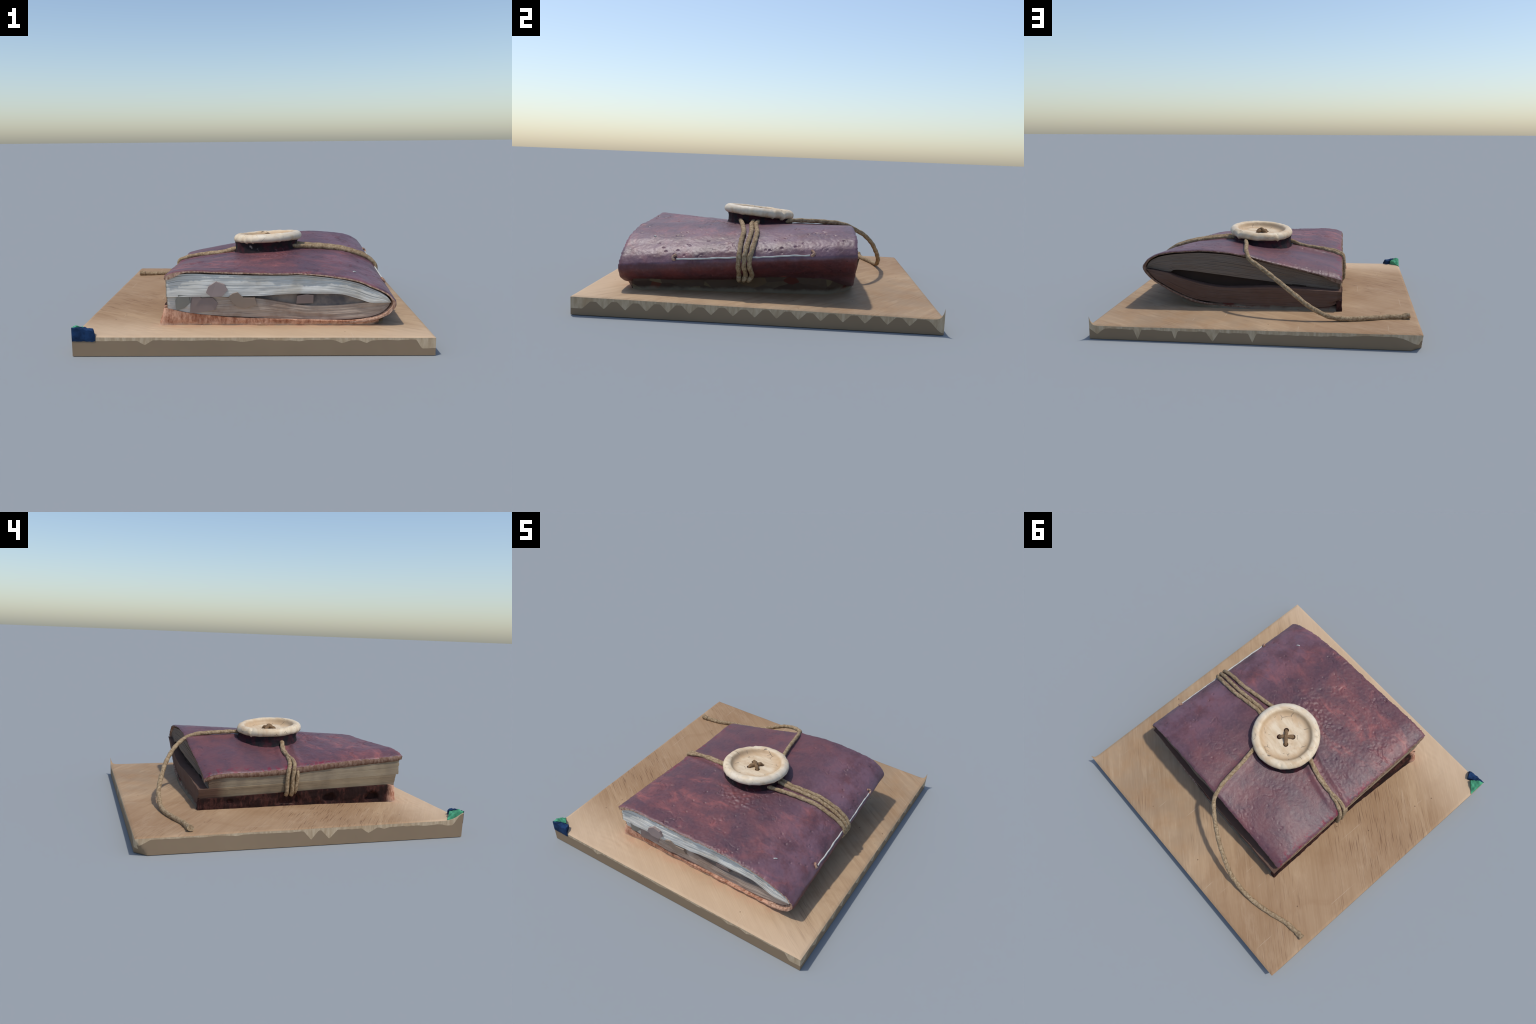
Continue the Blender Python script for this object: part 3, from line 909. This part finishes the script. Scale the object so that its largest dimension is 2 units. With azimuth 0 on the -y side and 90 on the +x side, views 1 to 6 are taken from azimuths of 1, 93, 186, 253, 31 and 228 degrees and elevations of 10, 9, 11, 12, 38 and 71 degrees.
# the raw, turned-down lip of the front cover along the fore-edge
def fore_lip():
    n, sides = 260, 14
    V = []
    for j in range(n):
        t = j / (n - 1)
        y = -0.812 * (1 - t) + 0.520 * t
        x0, z0 = outline(t)[0]
        drop = 0.017 * (1 + 0.45 * fbm(y * 7, 2.2, 0.0)) * (1 - 0.35 * smooth(0.55, .9, t)) * smooth(0, .02, t) ** .5 * smooth(1, .98, t) ** .5 + 0.002
        out = 0.011 * (1 + 0.4 * fbm(y * 12, 7.2, 0.0))
        for a in range(sides):
            th = math.tau * a / sides
            r = 1 + 0.18 * n3(y * 40, th * 1.5, 3.0)
            V.append((x0 + 0.008 - out * math.cos(th) * r, y, z0 - 0.020 + drop * math.sin(th) * r))
    F = [(j * sides + a, j * sides + (a + 1) % sides, (j + 1) * sides + (a + 1) % sides, (j + 1) * sides + a) for j in range(n - 1) for a in range(sides)]
    F += [list(range(sides)), [(n - 1) * sides + a for a in range(sides)]]
    me = mesh_of(V, F)
    link("cover_lip", me, book, (HIDE_EDGE,), 60)
    bm_fix(me)

fore_lip()

# white binding strip showing through a slit along the spine, with curled ends
def spine_point(y, z, out=0.002):
    P = outline(y_to_t(y))
    k = slice(N_TOP - 60, N_TOP + 30)
    z_ = P[k, 1][::-1]
    x_ = P[k, 0][::-1]
    return float(np.interp(z, z_, x_)) + out

slit = []
for y in np.linspace(-.462, .280, 40):
    z = np.interp(y, [-.47, -.3, -.2, .0, .15, .29], [.298, .309, .319, .331, .346, .357])
    slit.append((spine_point(y, z, 0.0045), y, z + 0.0015 * n3(y * 20, 1.0)))
tube("binding_strip", slit, 0.0066, STRIP, book, sides=10, jitter=0.5, seed=81, taper=(0.75, 0.7))
for y, z, d in ((-.472, .298, -1), (.292, .358, 1)):
    x = spine_point(y, z, 0.004)
    tube("binding_curl", [(x - .006, y - .014 * -d, z - .006), (x + .002, y, z - .004), (x + .001, y + .012 * d, z + .006), (x - .008, y + .006 * d, z + .017), (x - .016, y - .004 * d, z + .022)],
         0.0075, SUEDE, book, sides=10, jitter=0.25, seed=85 + d)
# a chip of white paint on the leather
bead = []
for i in range(9):
    a = math.tau * i / 8
chip_z = cover_z(.597, -.634)
tube("paint_fleck", [(.588, -.640, chip_z + .001), (.597, -.634, chip_z + .003), (.606, -.627, chip_z - .001)], 0.0065, STRIP, book, sides=10, jitter=0.3, seed=91, taper=(.7, .6))

# paper patches stuck over the holes in the front end of the pages
def patch(pts, col, seed, y0=-0.809):
    n = len(pts)
    cx, cz = np.mean(pts, axis=0)
    V = [(x, y0 + 0.022 * smooth(.30, .26, z), z) for x, z in pts] + [(x, y0 + 0.06, z) for x, z in pts]
    F = [list(range(n)), list(range(n, 2 * n))[::-1]] + [(i, (i + 1) % n, n + (i + 1) % n, n + i) for i in range(n)]
    me = mesh_of(V, F)
    link("paper_patch", me, book, (col,), 30)
    bm_fix(me)

P_A = plain("patch_mauve_paper", srgb(160, 142, 136), var=0.05)
P_B = plain("patch_grey_paper", srgb(152, 150, 140), var=0.08)
P_C = plain("patch_tan_paper", srgb(160, 142, 126), var=0.05)
P_D = plain("patch_dun_paper", srgb(146, 130, 124), var=0.05)
patch([(-.270, .316), (-.256, .350), (-.212, .378), (-.165, .362), (-.147, .330), (-.180, .292), (-.240, .290)], P_A, 1, y0=-0.822)
patch([(-.452, .262), (-.430, .300), (-.372, .298), (-.364, .250), (-.400, .216), (-.448, .204)], P_B, 2)
patch([(-.362, .262), (-.345, .312), (-.298, .278), (-.235, .282), (-.205, .246), (-.222, .205), (-.310, .190), (-.368, .186)], P_D, 3)
patch([(-.142, .288), (-.118, .308), (-.090, .314), (-.058, .280), (.008, .278), (.020, .236), (-.050, .216), (-.090, .222), (-.120, .250)], P_C, 4, y0=-0.814)
patch([(.247, .235), (.252, .285), (.305, .294), (.345, .290), (.345, .240)], P_D, 5, y0=-0.790)

# ------------------------------------------------------------------ button
BC = Vector((0.083, -0.062, 0.553))
BN = Vector((-0.055, 0.080, 1.0)).normalized()
BM = Matrix.Translation(BC) @ BN.to_track_quat("Z", "Y").to_matrix().to_4x4()

def build_button(parent):
    prof = [(0.004, -.038), (.03, -.038), (.06, -.038), (.09, -.038), (.12, -.037), (.143, -.036), (.156, -.032), (.165, -.022), (.172, -.009), (.182, -.001), (.200, .001),
            (.212, -.003), (.222, -.011), (.228, -.022), (.229, -.033), (.225, -.044), (.214, -.052), (.19, -.056), (.1, -.057), (.004, -.057)]
    P = spline(prof, 72)
    ns = 144
    V, F = [], []
    for a in range(ns):
        th = math.tau * a / ns
        for r, z in P:
            k = smooth(.15, .2, r)
            c, s = math.cos(th), math.sin(th)
            wob = 1 + 0.018 * k * fbm(c * 2.4, s * 2.4, 4.0) + 0.006 * k * n3(c * 11, s * 11, z * 60)
            dz = 0.006 * k * fbm(c * 2.2 + r * 5, s * 2.2, 2.0) + 0.001 * k * n3(c * 11, s * 11, r * 40) + 0.0015 * n3(c * r * 30, s * r * 30, 1)
            # chipped, torn edge on the sunny side
            chip = k * smooth(0.2, 0.75, n3(c * 6, s * 6, 8.0)) * 0.014 * (0.6 + 0.8 * abs(n3(c * 22, s * 22, r * 60)))
            V.append(BM @ Vector((r * wob * c, r * wob * s, z + dz - chip * (r > .2))))
    m = len(P)
    F = grid_faces(ns, m, 0, flip=True, wrap_u=True)
    F.append([a * m for a in range(ns)])
    F.append([a * m + m - 1 for a in range(ns)][::-1])
    me = mesh_of(V, F)
    ob = link("button", me, parent, (HORN,), 60)
    bm_fix(me)
    # four sewing holes, cut right through the dish
    cutV, cutF = [], []
    holes = [(.115, -.095), (.112, -.030), (.051, -.097), (.044, -.028)]
    for hx, hy in holes:
        b = len(cutV)
        loc = BM.inverted() @ Vector((hx, hy, 0.518))
        for zz in (-.075, .02):
            for a in range(20):
                th = math.tau * a / 20
                cutV.append(BM @ Vector((loc.x + .0175 * math.cos(th), loc.y + .0175 * math.sin(th), zz)))
        cutF += [(b + a, b + (a + 1) % 20, b + 20 + (a + 1) % 20, b + 20 + a) for a in range(20)]
        cutF += [[b + a for a in range(20)][::-1], [b + 20 + a for a in range(20)]]
    cutter = link("hole_cutter", mesh_of(cutV, cutF), None)
    bm_fix(cutter.data)
    mod = ob.modifiers.new("holes", "BOOLEAN")
    mod.operation, mod.object, mod.solver = "DIFFERENCE", cutter, "EXACT"
    cutter.location = ob.matrix_basis.translation * 0
    bpy.context.view_layer.update()
    dg = bpy.context.evaluated_depsgraph_get()
    new = bpy.data.meshes.new_from_object(ob.evaluated_get(dg))
    ob.modifiers.clear()
    ob.data = new
    new.name = "button"
    new.set_sharp_from_angle(angle=math.radians(50))
    bpy.data.objects.remove(cutter)
    # crossed thread
    H = [BM.inverted() @ Vector((x, y, .518)) for x, y in holes]
    for p, q, lift in ((H[0], H[3], .000), (H[1], H[2], -.006)):
        path = []
        for k, (f, z) in enumerate(((0.0, -.060), (0.03, -.040), (0.12, -.028), (0.3, -.021 + lift), (0.5, -.015 + lift), (0.7, -.021 + lift), (0.88, -.028), (0.97, -.040), (1.0, -.060))):
            w = p.lerp(q, f)
            path.append(tuple(BM @ Vector((w.x, w.y, z))))
        tube("button_stitch", path, 0.0125, STITCH, ob, sides=12, twist=60, flute=0.12, jitter=0.15, seed=100 + lift, n=40)

    # mound under the button, coloured near-black for the shadow beneath its rim
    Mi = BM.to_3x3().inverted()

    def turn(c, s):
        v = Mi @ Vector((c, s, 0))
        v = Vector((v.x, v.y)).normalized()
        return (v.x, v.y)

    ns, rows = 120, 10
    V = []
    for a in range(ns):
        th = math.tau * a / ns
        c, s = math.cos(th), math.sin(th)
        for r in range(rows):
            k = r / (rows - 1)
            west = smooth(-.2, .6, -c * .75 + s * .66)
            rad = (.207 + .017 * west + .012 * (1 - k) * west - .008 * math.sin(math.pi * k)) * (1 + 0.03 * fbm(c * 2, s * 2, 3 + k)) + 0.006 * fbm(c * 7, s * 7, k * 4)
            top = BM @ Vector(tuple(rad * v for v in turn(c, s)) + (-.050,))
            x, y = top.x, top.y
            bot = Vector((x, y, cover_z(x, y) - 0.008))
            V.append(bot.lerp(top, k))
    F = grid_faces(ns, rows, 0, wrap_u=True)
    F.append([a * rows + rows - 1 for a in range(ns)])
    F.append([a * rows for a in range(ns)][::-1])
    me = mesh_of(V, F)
    link("button_shadow_pad", me, parent, (PAD,), 60)
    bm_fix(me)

build_button(book)
